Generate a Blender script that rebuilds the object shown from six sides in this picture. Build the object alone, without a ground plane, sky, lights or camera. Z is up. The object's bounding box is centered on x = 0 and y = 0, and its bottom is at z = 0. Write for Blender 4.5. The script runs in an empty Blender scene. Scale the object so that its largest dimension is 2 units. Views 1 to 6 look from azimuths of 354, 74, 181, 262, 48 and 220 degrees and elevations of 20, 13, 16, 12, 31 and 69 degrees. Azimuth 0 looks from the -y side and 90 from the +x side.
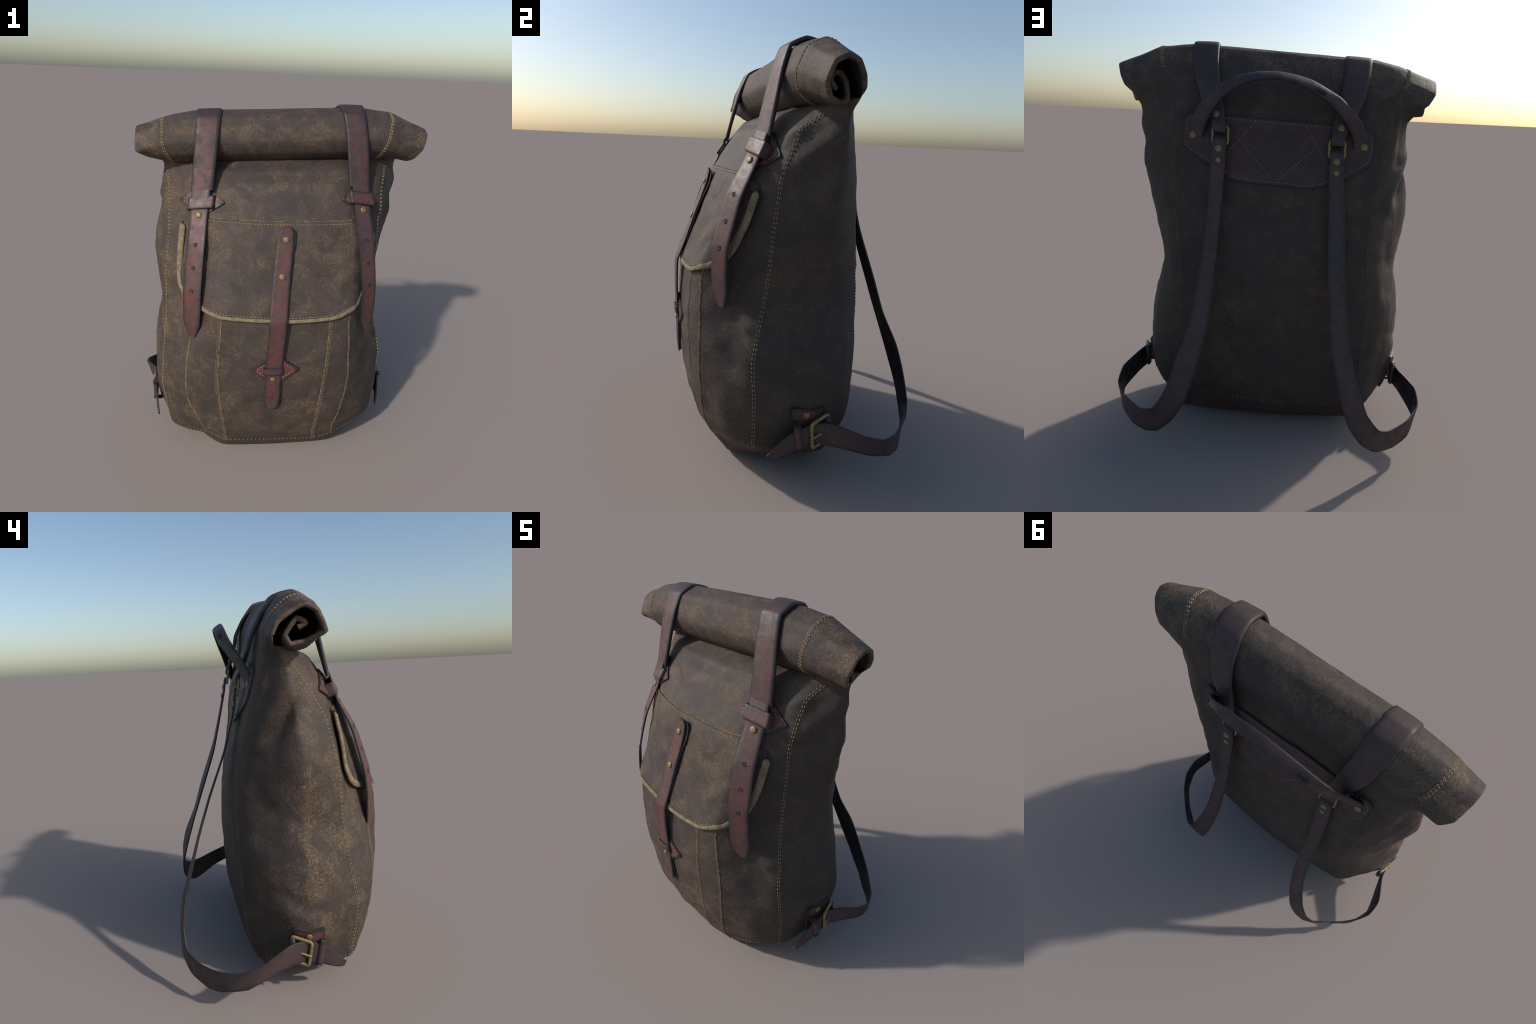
# Weathered canvas roll-top backpack with leather straps and brass hardware.
import bpy, math, random
from mathutils import Vector, noise
from mathutils.bvhtree import BVHTree

random.seed(7)
V = Vector

# ------------------------------------------------------------------ helpers
def cat(p0, p1, p2, p3, t):
    t2, t3 = t * t, t * t * t
    return 0.5 * ((2 * p1) + (p2 - p0) * t + (2 * p0 - 5 * p1 + 4 * p2 - p3) * t2
                  + (3 * p1 - p0 - 3 * p2 + p3) * t3)


def spline(pts, n, blend=0.6, closed=False):
    """Smooth curve through pts, n pieces per span; blend 0 = straight, 1 = round."""
    pts = [V(p) for p in pts]
    m = len(pts)
    out = []
    for i in range(m if closed else m - 1):
        p1, p2 = pts[i], pts[(i + 1) % m]
        p0 = pts[i - 1] if (closed or i > 0) else p1 * 2 - p2
        p3 = pts[(i + 2) % m] if (closed or i + 2 < m) else p2 * 2 - p1
        for k in range(n):
            t = k / n
            out.append(p1.lerp(p2, t).lerp(cat(p0, p1, p2, p3, t), blend))
    if not closed:
        out.append(pts[-1].copy())
    return out


def resample(pts, n):
    """n+1 points evenly spaced by arc length."""
    d = [0.0]
    for a, b in zip(pts[:-1], pts[1:]):
        d.append(d[-1] + (b - a).length)
    out, j = [], 0
    for k in range(n + 1):
        s = d[-1] * k / n
        while j < len(d) - 2 and d[j + 1] < s:
            j += 1
        w = (s - d[j]) / max(1e-9, d[j + 1] - d[j])
        out.append(pts[j].lerp(pts[j + 1], min(1, max(0, w))))
    return out


def length(pts):
    return sum((b - a).length for a, b in zip(pts[:-1], pts[1:]))


ROOT = bpy.data.objects.new("backpack", None)
bpy.context.scene.collection.objects.link(ROOT)
ROOT["label"] = "weathered brown canvas roll-top backpack with red leather straps"
ROOT["category"] = "backpack"


def obj(name, mesh, parent=None, stuff=False):
    o = bpy.data.objects.new(name, mesh)
    bpy.context.scene.collection.objects.link(o)
    o.parent = parent or ROOT
    if stuff:
        o["kind"] = "stuff"
    return o


def mesh_of(name, verts, faces, mats, smooth=True, angle=None):
    me = bpy.data.meshes.new(name)
    me.from_pydata([tuple(v) for v in verts], [], faces)
    for m in (mats if isinstance(mats, (list, tuple)) else [mats]):
        me.materials.append(m)
    me.polygons.foreach_set("use_smooth", [smooth] * len(me.polygons))
    me.update()
    if angle:
        me.set_sharp_from_angle(angle=math.radians(angle))
    return me


# ---------------------------------------------------------------- materials
class Nodes:
    def __init__(self, name):
        self.mat = bpy.data.materials.new(name)
        self.mat.use_nodes = True
        self.t = self.mat.node_tree
        self.bsdf = self.t.nodes["Principled BSDF"]
        self.co = self.n("ShaderNodeTexCoord").outputs["Object"]

    def n(self, kind, **kw):
        nd = self.t.nodes.new(kind)
        for k, v in kw.items():
            setattr(nd, k, v)
        return nd

    def put(self, sock, val):
        if isinstance(val, bpy.types.NodeSocket):
            self.t.links.new(val, sock)
        else:
            sock.default_value = val

    def mapping(self, scale=(1, 1, 1), rot=(0, 0, 0), vec=None):
        m = self.n("ShaderNodeMapping")
        self.put(m.inputs["Vector"], vec or self.co)
        m.inputs["Scale"].default_value = scale
        m.inputs["Rotation"].default_value = rot
        return m.outputs[0]

    def noise(self, scale, detail=4, rough=0.55, dist=0.0, vec=None):
        x = self.n("ShaderNodeTexNoise")
        self.put(x.inputs["Vector"], vec or self.co)
        x.inputs["Scale"].default_value = scale
        x.inputs["Detail"].default_value = detail
        x.inputs["Roughness"].default_value = rough
        x.inputs["Distortion"].default_value = dist
        return x.outputs["Fac"]

    def voronoi_edge(self, scale, vec=None):
        x = self.n("ShaderNodeTexVoronoi", feature="DISTANCE_TO_EDGE")
        self.put(x.inputs["Vector"], vec or self.co)
        x.inputs["Scale"].default_value = scale
        return x.outputs["Distance"]

    def ramp(self, fac, stops):
        r = self.n("ShaderNodeValToRGB")
        self.put(r.inputs["Fac"], fac)
        el = r.color_ramp.elements
        while len(el) < len(stops):
            el.new(0.5)
        for e, (p, c) in zip(el, stops):
            e.position = p
            e.color = (c, c, c, 1) if isinstance(c, (int, float)) else (*c, 1)
        return r.outputs["Color"]

    def math(self, op, a, b=0.5, clamp=False):
        m = self.n("ShaderNodeMath", operation=op, use_clamp=clamp)
        self.put(m.inputs[0], a)
        self.put(m.inputs[1], b)
        return m.outputs[0]

    def mix(self, fac, a, b, mode="MIX"):
        m = self.n("ShaderNodeMix", data_type="RGBA", blend_type=mode)
        self.put(m.inputs["Factor"], fac)
        for s, v in (("A", a), ("B", b)):
            sock = [i for i in m.inputs if i.name == s and i.type == "RGBA"][0]
            self.put(sock, (*v, 1) if isinstance(v, tuple) else v)
        return [o for o in m.outputs if o.type == "RGBA"][0]

    def bump(self, height, strength, dist=0.01, prev=None):
        b = self.n("ShaderNodeBump")
        self.put(b.inputs["Height"], height)
        b.inputs["Strength"].default_value = strength
        b.inputs["Distance"].default_value = dist
        if prev:
            self.put(b.inputs["Normal"], prev)
        return b.outputs["Normal"]

    def finish(self, color, rough=0.8, normal=None, metal=0.0, spec=0.5):
        self.put(self.bsdf.inputs["Base Color"], (*color, 1) if isinstance(color, tuple) else color)
        self.put(self.bsdf.inputs["Roughness"], rough)
        self.bsdf.inputs["Metallic"].default_value = metal
        self.bsdf.inputs["Specular IOR Level"].default_value = spec
        if normal:
            self.put(self.bsdf.inputs["Normal"], normal)
        return self.mat


def canvas_material(name="waxed_canvas", wear=1.0):
    N = Nodes(name)
    # warp so the worn fibres run in drifting directions
    warp = N.n("ShaderNodeTexNoise")
    N.put(warp.inputs["Vector"], N.co)
    warp.inputs["Scale"].default_value = 4.0
    warp.inputs["Detail"].default_value = 2
    wv = N.n("ShaderNodeVectorMath", operation="MULTIPLY_ADD")
    N.put(wv.inputs[0], warp.outputs["Color"])
    wv.inputs[1].default_value = (0.22, 0.22, 0.22)
    N.put(wv.inputs[2], N.co)
    W = wv.outputs[0]
    sep = N.n("ShaderNodeSeparateXYZ")
    N.put(sep.inputs[0], N.co)
    X, Y, Z = sep.outputs
    zl = N.math("SUBTRACT", Z, N.math("MULTIPLY", X, 0.04))

    def near(val, c, w):
        return N.math("SUBTRACT", 1.0, N.math("DIVIDE", N.math("ABSOLUTE", N.math("SUBTRACT", val, c)), w), True)

    def above(val, a, b):
        return N.math("DIVIDE", N.math("SUBTRACT", val, a), b - a, True)

    big = N.noise(2.6, 5, 0.6, 0.4)
    mid = N.noise(9.0, 7, 0.72, 0.6)
    grain = N.noise(210, 3, 0.7)
    weave = N.noise(90, 4, 0.7)
    front = above(Y, -0.10, -0.14)

    # fine hair scratches: thin iso-lines of warped noise in crossing directions
    def hair(scale, mp, width, dist):
        n = N.noise(scale, 2.5, 0.55, dist, N.mapping(*mp, W))
        return N.ramp(N.math("ABSOLUTE", N.math("SUBTRACT", n, 0.5)), [(0.0, 1.0), (width, 0.0)])
    h1 = hair(46, ((4.2, 1.0, 1.0), (0.2, 0.80, 0.3)), 0.030, 0.25)
    h2 = hair(50, ((4.0, 1.2, 1.0), (0.5, -0.7, 0.2)), 0.030, 0.3)
    h3 = hair(40, ((1.2, 1.6, 3.2), (0.2, 0.25, 0.4)), 0.022, 0.6)
    scr = N.math("MAXIMUM", N.math("MAXIMUM", h1, h2), h3)
    scr = N.math("MULTIPLY", scr, N.ramp(weave, [(0.40, 0.25), (0.60, 1.0)]))
    # where the cloth is rubbed: patches, ridges of the roll, shoulder crease, lower side
    area = N.math("MULTIPLY", N.ramp(mid, [(0.44, 0.0), (0.62, 1.0)]), N.ramp(big, [(0.36, 0.30), (0.60, 1.0)]))
    ridge = N.math("MULTIPLY", near(zl, 1.868, 0.034), front)
    ridge = N.math("MAXIMUM", ridge, N.math("MULTIPLY", near(zl, 1.575, 0.040), above(Y, -0.22, -0.28)))
    ridge = N.math("MAXIMUM", ridge, N.math("MULTIPLY", near(Y, 0.028, 0.045), above(zl, 1.84, 1.88)))
    ridge = N.math("MAXIMUM", ridge, N.math("MULTIPLY", above(N.math("ABSOLUTE", X), 0.60, 0.68), above(Z, 1.68, 1.72)))
    ridge = N.math("MAXIMUM", ridge, N.math("MULTIPLY", N.math("MULTIPLY", above(X, -0.56, -0.62), near(Z, 0.62, 0.55)), near(Y, -0.06, 0.26)))
    area = N.math("ADD", area, N.math("MULTIPLY", N.math("MULTIPLY", ridge, 0.85), N.ramp(mid, [(0.40, 0.0), (0.56, 1.0)])), True)
    wearf = N.math("MULTIPLY", scr, N.math("ADD", N.math("MULTIPLY", area, 0.85), 0.17), True)
    # a few long crease lines rubbed pale
    cre = N.voronoi_edge(7, N.mapping((1, 1, 1.5), (0.3, 0.5, 0.2), W))
    crl = N.math("MULTIPLY", N.ramp(cre, [(0.0, 1.0), (0.014, 0.0)]), N.ramp(mid, [(0.48, 0.0), (0.60, 0.8)]))
    wearf = N.math("MAXIMUM", wearf, N.math("MULTIPLY", crl, N.ramp(weave, [(0.42, 0.0), (0.6, 1.0)])), True)
    # the back panel and the left-hand side are tinted darker, with fainter pale lines
    dark_zone = N.math("MAXIMUM", N.math("MULTIPLY", above(Y, 0.0, 0.06), above(N.math("SUBTRACT", 1.9, zl), 0.06, 0.14)),
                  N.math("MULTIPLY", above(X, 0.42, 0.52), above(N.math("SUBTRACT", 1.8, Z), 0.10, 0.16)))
    wearf = N.math("MULTIPLY", wearf, N.math("SUBTRACT", wear, N.math("MULTIPLY", dark_zone, 0.30)), True)
    base = N.mix(N.ramp(big, [(0.38, 0.0), (0.62, 1.0)]), (0.041, 0.034, 0.033), (0.056, 0.040, 0.032))
    base = N.mix(N.ramp(N.noise(5.0, 5, 0.62, 0.4), [(0.42, 0.0), (0.64, 0.8)]), base, (0.056, 0.048, 0.045))
    # greasy black marks
    base = N.mix(N.ramp(N.noise(3.4, 6, 0.68, 0.6), [(0.50, 0.0), (0.72, 0.48)]), base, (0.027, 0.023, 0.023))
    base = N.mix(N.ramp(grain, [(0.34, 0.40), (0.60, 0.0)]), base, (0.034, 0.029, 0.027))
    base = N.mix(N.math("MULTIPLY", area, 0.30), base, (0.092, 0.063, 0.044))
    col = N.mix(wearf, base, (0.272, 0.178, 0.098))
    col = N.mix(N.math("MULTIPLY", dark_zone, 0.24), col, (0.017, 0.013, 0.011))
    h = N.math("ADD", N.math("MULTIPLY", N.noise(24, 5, 0.6, 0.8, W), 0.8), N.math("MULTIPLY", grain, 0.14))
    h = N.math("ADD", h, N.math("MULTIPLY", scr, 0.10))
    nrm = N.bump(h, 0.42, 0.012)
    return N.finish(col, N.ramp(wearf, [(0, 0.62), (1, 0.85)]), nrm, spec=0.30)


def leather_material(name, base=(0.122, 0.038, 0.033), grey=(0.074, 0.046, 0.044), edge=(0.020, 0.018, 0.021),
                     edge_lo=0.500, edge_hi=0.545, rough=0.5, greyness=0.55):
    N = Nodes(name)
    big = N.noise(9, 5, 0.62, 0.5)
    mid = N.noise(26, 5, 0.65, 0.4)
    grain = N.noise(220, 3, 0.6)
    col = N.mix(N.ramp(big, [(0.36, 1.0), (0.66, 0.0)]), base, grey)
    col = N.mix(N.math("MULTIPLY", N.ramp(mid, [(0.44, 0.0), (0.68, 1.0)]), greyness), col, grey)
    col = N.mix(N.ramp(N.noise(15, 3, 0.5), [(0.56, 0.0), (0.76, 0.6)]), col, (base[0] * 1.25, base[1] * 0.80, base[2] * 0.75))
    pt = N.n("ShaderNodeNewGeometry").outputs["Pointiness"]
    pw = N.math("ADD", pt, N.math("MULTIPLY", N.math("SUBTRACT", mid, 0.5), 0.10))
    col = N.mix(N.ramp(pw, [(edge_lo, 0.0), (edge_hi, 0.92)]), col, edge)
    h = N.math("ADD", N.math("MULTIPLY", mid, 0.7), N.math("MULTIPLY", grain, 0.25))
    nrm = N.bump(h, 0.28, 0.008)
    r = N.ramp(mid, [(0.3, rough - 0.08), (0.7, rough + 0.12)])
    return N.finish(col, r, nrm, spec=0.45)


def strap_leather():
    """Red strap leather, darker where it bends over the roll and down the back."""
    m = RED.copy()
    m.name = "strap_leather"
    t = m.node_tree
    b = t.nodes["Principled BSDF"]
    src = b.inputs["Base Color"].links[0].from_socket
    co = t.nodes.new("ShaderNodeTexCoord")
    sp = t.nodes.new("ShaderNodeSeparateXYZ")
    t.links.new(co.outputs["Object"], sp.inputs[0])
    r = t.nodes.new("ShaderNodeMapRange")
    r.inputs["From Min"].default_value = -0.165
    r.inputs["From Max"].default_value = -0.130
    r.inputs["To Max"].default_value = 0.78
    t.links.new(sp.outputs["Y"], r.inputs["Value"])
    mx = t.nodes.new("ShaderNodeMix")
    mx.data_type = "RGBA"
    t.links.new(r.outputs[0], mx.inputs["Factor"])
    A = [i for i in mx.inputs if i.name == "A" and i.type == "RGBA"][0]
    B = [i for i in mx.inputs if i.name == "B" and i.type == "RGBA"][0]
    t.links.new(src, A)
    B.default_value = (0.038, 0.028, 0.027, 1)
    t.links.new([o for o in mx.outputs if o.type == "RGBA"][0], b.inputs["Base Color"])
    return m


def simple_material(name, c1, c2, scale=30, rough=0.7, metal=0.0, bump=0.3, spec=0.4):
    N = Nodes(name)
    n = N.noise(scale, 5, 0.65, 0.3)
    col = N.mix(N.ramp(n, [(0.35, 0.0), (0.65, 1.0)]), c1, c2)
    return N.finish(col, rough, N.bump(N.noise(scale * 3, 3), bump, 0.006), metal, spec)


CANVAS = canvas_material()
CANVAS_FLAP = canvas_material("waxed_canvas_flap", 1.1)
RED = leather_material("red_leather")
STRAP = strap_leather()
DARKRED = leather_material("dark_leather", (0.066, 0.033, 0.031), (0.047, 0.037, 0.037), rough=0.55)
PATCH = leather_material("oxblood_leather", (0.064, 0.023, 0.023), (0.042, 0.029, 0.030), rough=0.55)
STAMP = leather_material("stamped_leather", (0.058, 0.021, 0.021), (0.038, 0.026, 0.027), rough=0.55, edge_lo=0.97, edge_hi=1.0)
BASELEA = leather_material("base_leather", (0.070, 0.036, 0.032), (0.046, 0.036, 0.034), rough=0.62, edge_lo=0.7, edge_hi=0.9)
BRASS = simple_material("aged_brass", (0.170, 0.125, 0.058), (0.290, 0.215, 0.098), 60, 0.52, 0.35, 0.25, 0.5)
THREAD = simple_material("waxed_thread", (0.270, 0.188, 0.100), (0.390, 0.280, 0.155), 80, 0.8)
DULLTHREAD = simple_material("dull_thread", (0.150, 0.104, 0.060), (0.270, 0.190, 0.105), 60, 0.85)
PALETHREAD = simple_material("pale_thread", (0.260, 0.185, 0.120), (0.400, 0.300, 0.200), 80, 0.8)
PIPING = simple_material("cotton_piping", (0.130, 0.102, 0.058), (0.255, 0.203, 0.122), 34, 0.85, 0, 0.6)
STRAP_DARK = simple_material("dark_strap_sides", (0.016, 0.014, 0.016), (0.034, 0.027, 0.028), 30, 0.55)
HOLE = simple_material("punched_hole", (0.012, 0.010, 0.010), (0.020, 0.018, 0.018), 40, 0.8)
HOLECORE = simple_material("cloth_behind_hole", (0.030, 0.028, 0.028), (0.050, 0.046, 0.044), 40, 0.8)
INNER = simple_material("canvas_inside", (0.030, 0.026, 0.022), (0.060, 0.047, 0.032), 14, 0.85)
SEAMRUB = simple_material("rubbed_seam_edge", (0.060, 0.046, 0.033), (0.230, 0.155, 0.080), 45, 0.85, 0, 0.6)

# ------------------------------------------------------- canvas body surface
# Vertical profile lines of the sack, bottom edge -> trim line -> neck.
front_mid = [(-.02, -.36, .0), (-.02, -.43, .092), (-.03, -.495, .20), (-.035, -.535, .36), (-.04, -.552, .6),
             (-.03, -.545, .9), (-.01, -.475, 1.14), (0, -.400, 1.37), (0, -.297, 1.535), (0, -.20, 1.655), (0, -.06, 1.71)]
pocket_in_r = [(.25, -.36, .01), (.235, -.430, .095), (.215, -.488, .19), (.225, -.525, .36), (.24, -.545, .62),
               (.25, -.532, .93), (.25, -.455, 1.15), (.26, -.380, 1.38), (.27, -.272, 1.545), (.28, -.185, 1.665), (.28, -.06, 1.72)]
pocket_out_r = [(.36, -.355, .025), (.350, -.430, .128), (.335, -.470, .21), (.365, -.495, .36), (.385, -.508, .6),
                (.36, -.500, .93), (.37, -.435, 1.16), (.385, -.345, 1.39), (.385, -.240, 1.555), (.40, -.165, 1.67), (.42, -.05, 1.725)]
gusset_r = [(.44, -.28, .05), (.480, -.372, .165), (.500, -.398, .26), (.512, -.405, .42), (.502, -.400, .62),
            (.465, -.362, .93), (.472, -.335, 1.16), (.478, -.265, 1.39), (.485, -.190, 1.56), (.51, -.125, 1.675), (.53, -.04, 1.73)]
side_seam_r = [(.51, -.20, .075), (.602, -.287, .190), (.613, -.293, .27), (.620, -.298, .43), (.614, -.308, .63),
               (.551, -.243, .93), (.555, -.222, 1.19), (.559, -.198, 1.42), (.578, -.132, 1.608), (.611, -.057, 1.674), (.64, -.02, 1.735)]
side_r = [(.55, -.045, .085), (.625, -.045, .16), (.658, -.04, .25), (.676, -.03, .42), (.664, -.025, .64),
          (.594, 0, .92), (.632, 0, 1.14), (.693, 0, 1.41), (.692, .01, 1.585), (.694, .028, 1.68), (.724, .045, 1.735)]
side_back_r = [(.53, .06, .07), (.585, .105, .185), (.612, .125, .26), (.630, .14, .41), (.600, .14, .66),
               (.555, .125, .90), (.580, .115, 1.13), (.622, .095, 1.415), (.628, .075, 1.59), (.628, .065, 1.69), (.64, .07, 1.74)]
back_seam_r = [(.46, .12, .05), (.475, .188, .195), (.483, .213, .28), (.485, .228, .40), (.461, .238, .66),
               (.455, .228, .89), (.478, .20, 1.12), (.502, .158, 1.42), (.514, .123, 1.59), (.527, .102, 1.695), (.535, .093, 1.745)]
back_mid = [(0, .13, .03), (0, .222, .155), (0, .255, .25), (0, .280, .40), (0, .293, .68),
            (0, .285, .90), (0, .258, 1.10), (0, .182, 1.40), (0, .130, 1.56), (0, .108, 1.66), (0, .100, 1.72)]
back_seam_l = [(-.45, .13, .04), (-.490, .203, .158), (-.489, .225, .28), (-.487, .237, .45), (-.490, .244, .70),
               (-.481, .250, .92), (-.471, .236, 1.09), (-.503, .172, 1.385), (-.530, .128, 1.55), (-.545, .103, 1.64), (-.555, .095, 1.70)]
side_back_l = [(-.51, .05, .055), (-.575, .085, .135), (-.605, .105, .24), (-.625, .115, .44), (-.632, .115, .66),
               (-.600, .110, .90), (-.610, .105, 1.13), (-.605, .085, 1.40), (-.603, .068, 1.565), (-.605, .062, 1.645), (-.62, .07, 1.695)]
side_l = [(-.53, -.05, .06), (-.625, -.065, .115), (-.682, -.06, .22), (-.706, -.05, .43), (-.700, -.05, .62),
          (-.660, -.05, .90), (-.693, -.045, 1.19), (-.662, -.02, 1.44), (-.643, 0, 1.58), (-.640, .03, 1.645), (-.672, .062, 1.692)]
side_seam_l = [(-.52, -.17, .06), (-.600, -.281, .127), (-.627, -.295, .24), (-.648, -.310, .43), (-.641, -.284, .6),
               (-.618, -.246, .85), (-.621, -.236, 1.08), (-.600, -.184, 1.345), (-.601, -.085, 1.53), (-.619, -.018, 1.625), (-.625, -.01, 1.69)]
gusset_l = [(-.46, -.22, .05), (-.500, -.345, .118), (-.548, -.372, .25), (-.592, -.368, .42), (-.588, -.352, .6),
            (-.558, -.325, .85), (-.534, -.275, 1.11), (-.503, -.240, 1.36), (-.50, -.185, 1.505), (-.52, -.11, 1.63), (-.54, -.04, 1.685)]
pocket_out_l = [(-.40, -.28, .02), (-.395, -.405, .142), (-.437, -.432, .25), (-.505, -.432, .40), (-.510, -.437, .60),
                (-.475, -.415, .86), (-.425, -.368, 1.13), (-.400, -.315, 1.365), (-.390, -.240, 1.525), (-.41, -.15, 1.64), (-.42, -.05, 1.69)]
pocket_in_l = [(-.29, -.35, .0), (-.278, -.425, .092), (-.290, -.478, .22), (-.320, -.497, .40), (-.337, -.518, .61),
               (-.322, -.514, .90), (-.295, -.440, 1.135), (-.27, -.375, 1.365), (-.27, -.268, 1.525), (-.28, -.18, 1.645), (-.28, -.06, 1.70)]

COLS = [front_mid, pocket_in_r, pocket_out_r, gusset_r, side_seam_r, side_r, side_back_r, back_seam_r, back_mid,
        back_seam_l, side_back_l, side_l, side_seam_l, gusset_l, pocket_out_l, pocket_in_l]
NC, NR = len(COLS), len(front_mid)
SUBU, SUBV = 10, 12          # fine cells per coarse cell
BL_U, BL_V = 0.55, 0.55

fine_cols = [spline([V(p) for p in c], SUBV, BL_V) for c in COLS]
NV = len(fine_cols[0])
NU = NC * SUBU
GRID = []                    # GRID[row][col]
for r in range(NV):
    GRID.append(spline([fine_cols[c][r] for c in range(NC)], SUBU, BL_U, closed=True))

C_R, C_L = 5 * SUBU, 11 * SUBU     # side folds where the mouth turns into the roll

# rolled top: spiral sections (y, z before the sideways tilt), middle and two ends
SPIRAL_MID = [(.097, 1.745), (.086, 1.80), (.052, 1.868), (.0, 1.924), (-.06, 1.942), (-.135, 1.905), (-.170, 1.815),
              (-.152, 1.745), (-.10, 1.703), (-.03, 1.690), (.02, 1.72), (.022, 1.78), (-.03, 1.83), (-.08, 1.82),
              (-.097, 1.79), (-.06, 1.765)]
SPIRAL_R = [(.052, 1.712), (.052, 1.742), (.037, 1.785), (.001, 1.835), (-.051, 1.850), (-.109, 1.822), (-.130, 1.745),
            (-.098, 1.690), (-.048, 1.670), (-.001, 1.689), (.008, 1.717), (-.004, 1.765), (-.030, 1.802), (-.066, 1.806),
            (-.090, 1.770), (-.062, 1.726)]
SPIRAL_L = [(.074, 1.720), (.088, 1.762), (.063, 1.820), (-.013, 1.872), (-.061, 1.888), (-.119, 1.858), (-.155, 1.771),
            (-.12, 1.742), (-.069, 1.721), (.004, 1.711), (.031, 1.761), (.011, 1.795), (-.027, 1.839), (-.075, 1.822),
            (-.08, 1.797), (-.041, 1.778)]
TIP_R = [.738, .760, .783, .802, .812, .810, .788, .758, .738, .718, .712, .715, .715, .715, .715, .71]
TIP_L = [.690, .710, .746, .762, .765, .765, .763, .736, .706, .708, .708, .715, .72, .72, .72, .715]
TILT = 0.04
FLAT = 0.60


def spiral_rows():
    """Every column of the mouth runs from the neck ring up and round the spiral."""
    top = GRID[-1]
    cols = []
    for c in range(C_R, C_L + 1):
        xt = top[c].x
        right = xt > 0
        side = SPIRAL_R if right else SPIRAL_L
        pts = [top[c]]
        for i in range(1, len(SPIRAL_MID)):
            lim = TIP_R[i] if right else -TIP_L[i]
            x = xt / (top[C_R].x if right else -top[C_L].x) * abs(lim)
            w = max(0.0, (abs(x) - FLAT) / max(1e-6, abs(lim) - FLAT))
            (ya, za), (yb, zb) = SPIRAL_MID[i], side[i]
            cr = max(0.0, min(1.0, (.62 - abs(x)) / .20))
            cr = cr * cr * (3 - 2 * cr)
            rise = .024 * max(0.0, min(1.0, (za - 1.84) / .08)) * (1 if 2 <= i <= 6 else 0)
            pts.append(V((x, ya + (yb - ya) * w - .008 * cr * (1 if 5 <= i <= 6 else 0), za + (zb - za) * w + TILT * x + rise * cr)))
        cols.append(spline(pts, 6, 0.5))
    return [[col[i] for col in cols] for i in range(len(cols[0]))]


SPI = spiral_rows()

# -- one watertight-looking sheet: sack + tuck + roll, displaced together
verts, tags, faces = [], [], []


def add(p):
    verts.append(V(p))
    return len(verts) - 1


idx = [[add(p) for p in row] for row in GRID]
for r in range(NV - 1):
    for c in range(NU):
        faces.append((idx[r][c], idx[r][(c + 1) % NU], idx[r + 1][(c + 1) % NU], idx[r + 1][c]))
        tags.append("base" if r < SUBV else "body")
# underside
prev = idx[0]
cen = V((-0.03, -0.12, 0.0))
for k in range(1, 9):
    f = 1 - k / 8.0
    ring = []
    for c in range(NU):
        p = GRID[0][c]
        q = cen.lerp(p, f)
        q.z = p.z * f ** 2.2 + 0.002 * (1 - f)
        ring.append(add(q))
    for c in range(NU):
        faces.append((prev[c], ring[c], ring[(c + 1) % NU], prev[(c + 1) % NU]))
        tags.append("base")
    prev = ring
# tuck of the front mouth under the roll
tuckcols = list(range(C_L, NU)) + list(range(0, C_R + 1))
prev = [idx[-1][c] for c in tuckcols]
for k in range(1, 5):
    ring = []
    for c in tuckcols:
        p = GRID[-1][c]
        f = max(0.0, min(1.0, (0.02 - p.y) / 0.07))
        ring.append(add(V((p.x * (1 - .018 * k), p.y + 0.012 * k * f, p.z + 0.010 * k * (0.3 + 0.7 * f)))))
    for j in range(len(tuckcols) - 1):
        faces.append((prev[j], prev[j + 1], ring[j + 1], ring[j]))
        tags.append("body")
    prev = ring
# roll
prev = [idx[-1][c] for c in range(C_R, C_L + 1)]
roll_idx = [prev]
for row in SPI[1:]:
    ring = [add(p) for p in row]
    for j in range(len(ring) - 1):
        faces.append((prev[j], prev[j + 1], ring[j + 1], ring[j]))
        tags.append("roll")
    prev = ring
    roll_idx.append(ring)


def vertex_normals(vs, fs):
    nn = [V((0, 0, 0)) for _ in vs]
    for f in fs:
        a, b, c, d = (vs[i] for i in f)
        n = (c - a).cross(d - b)
        for i in f:
            nn[i] += n
    return [n.normalized() if n.length > 1e-12 else V((0, 0, 1)) for n in nn]


nrm0 = vertex_normals(verts, faces)
roll_first = roll_idx[1][0]


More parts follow.
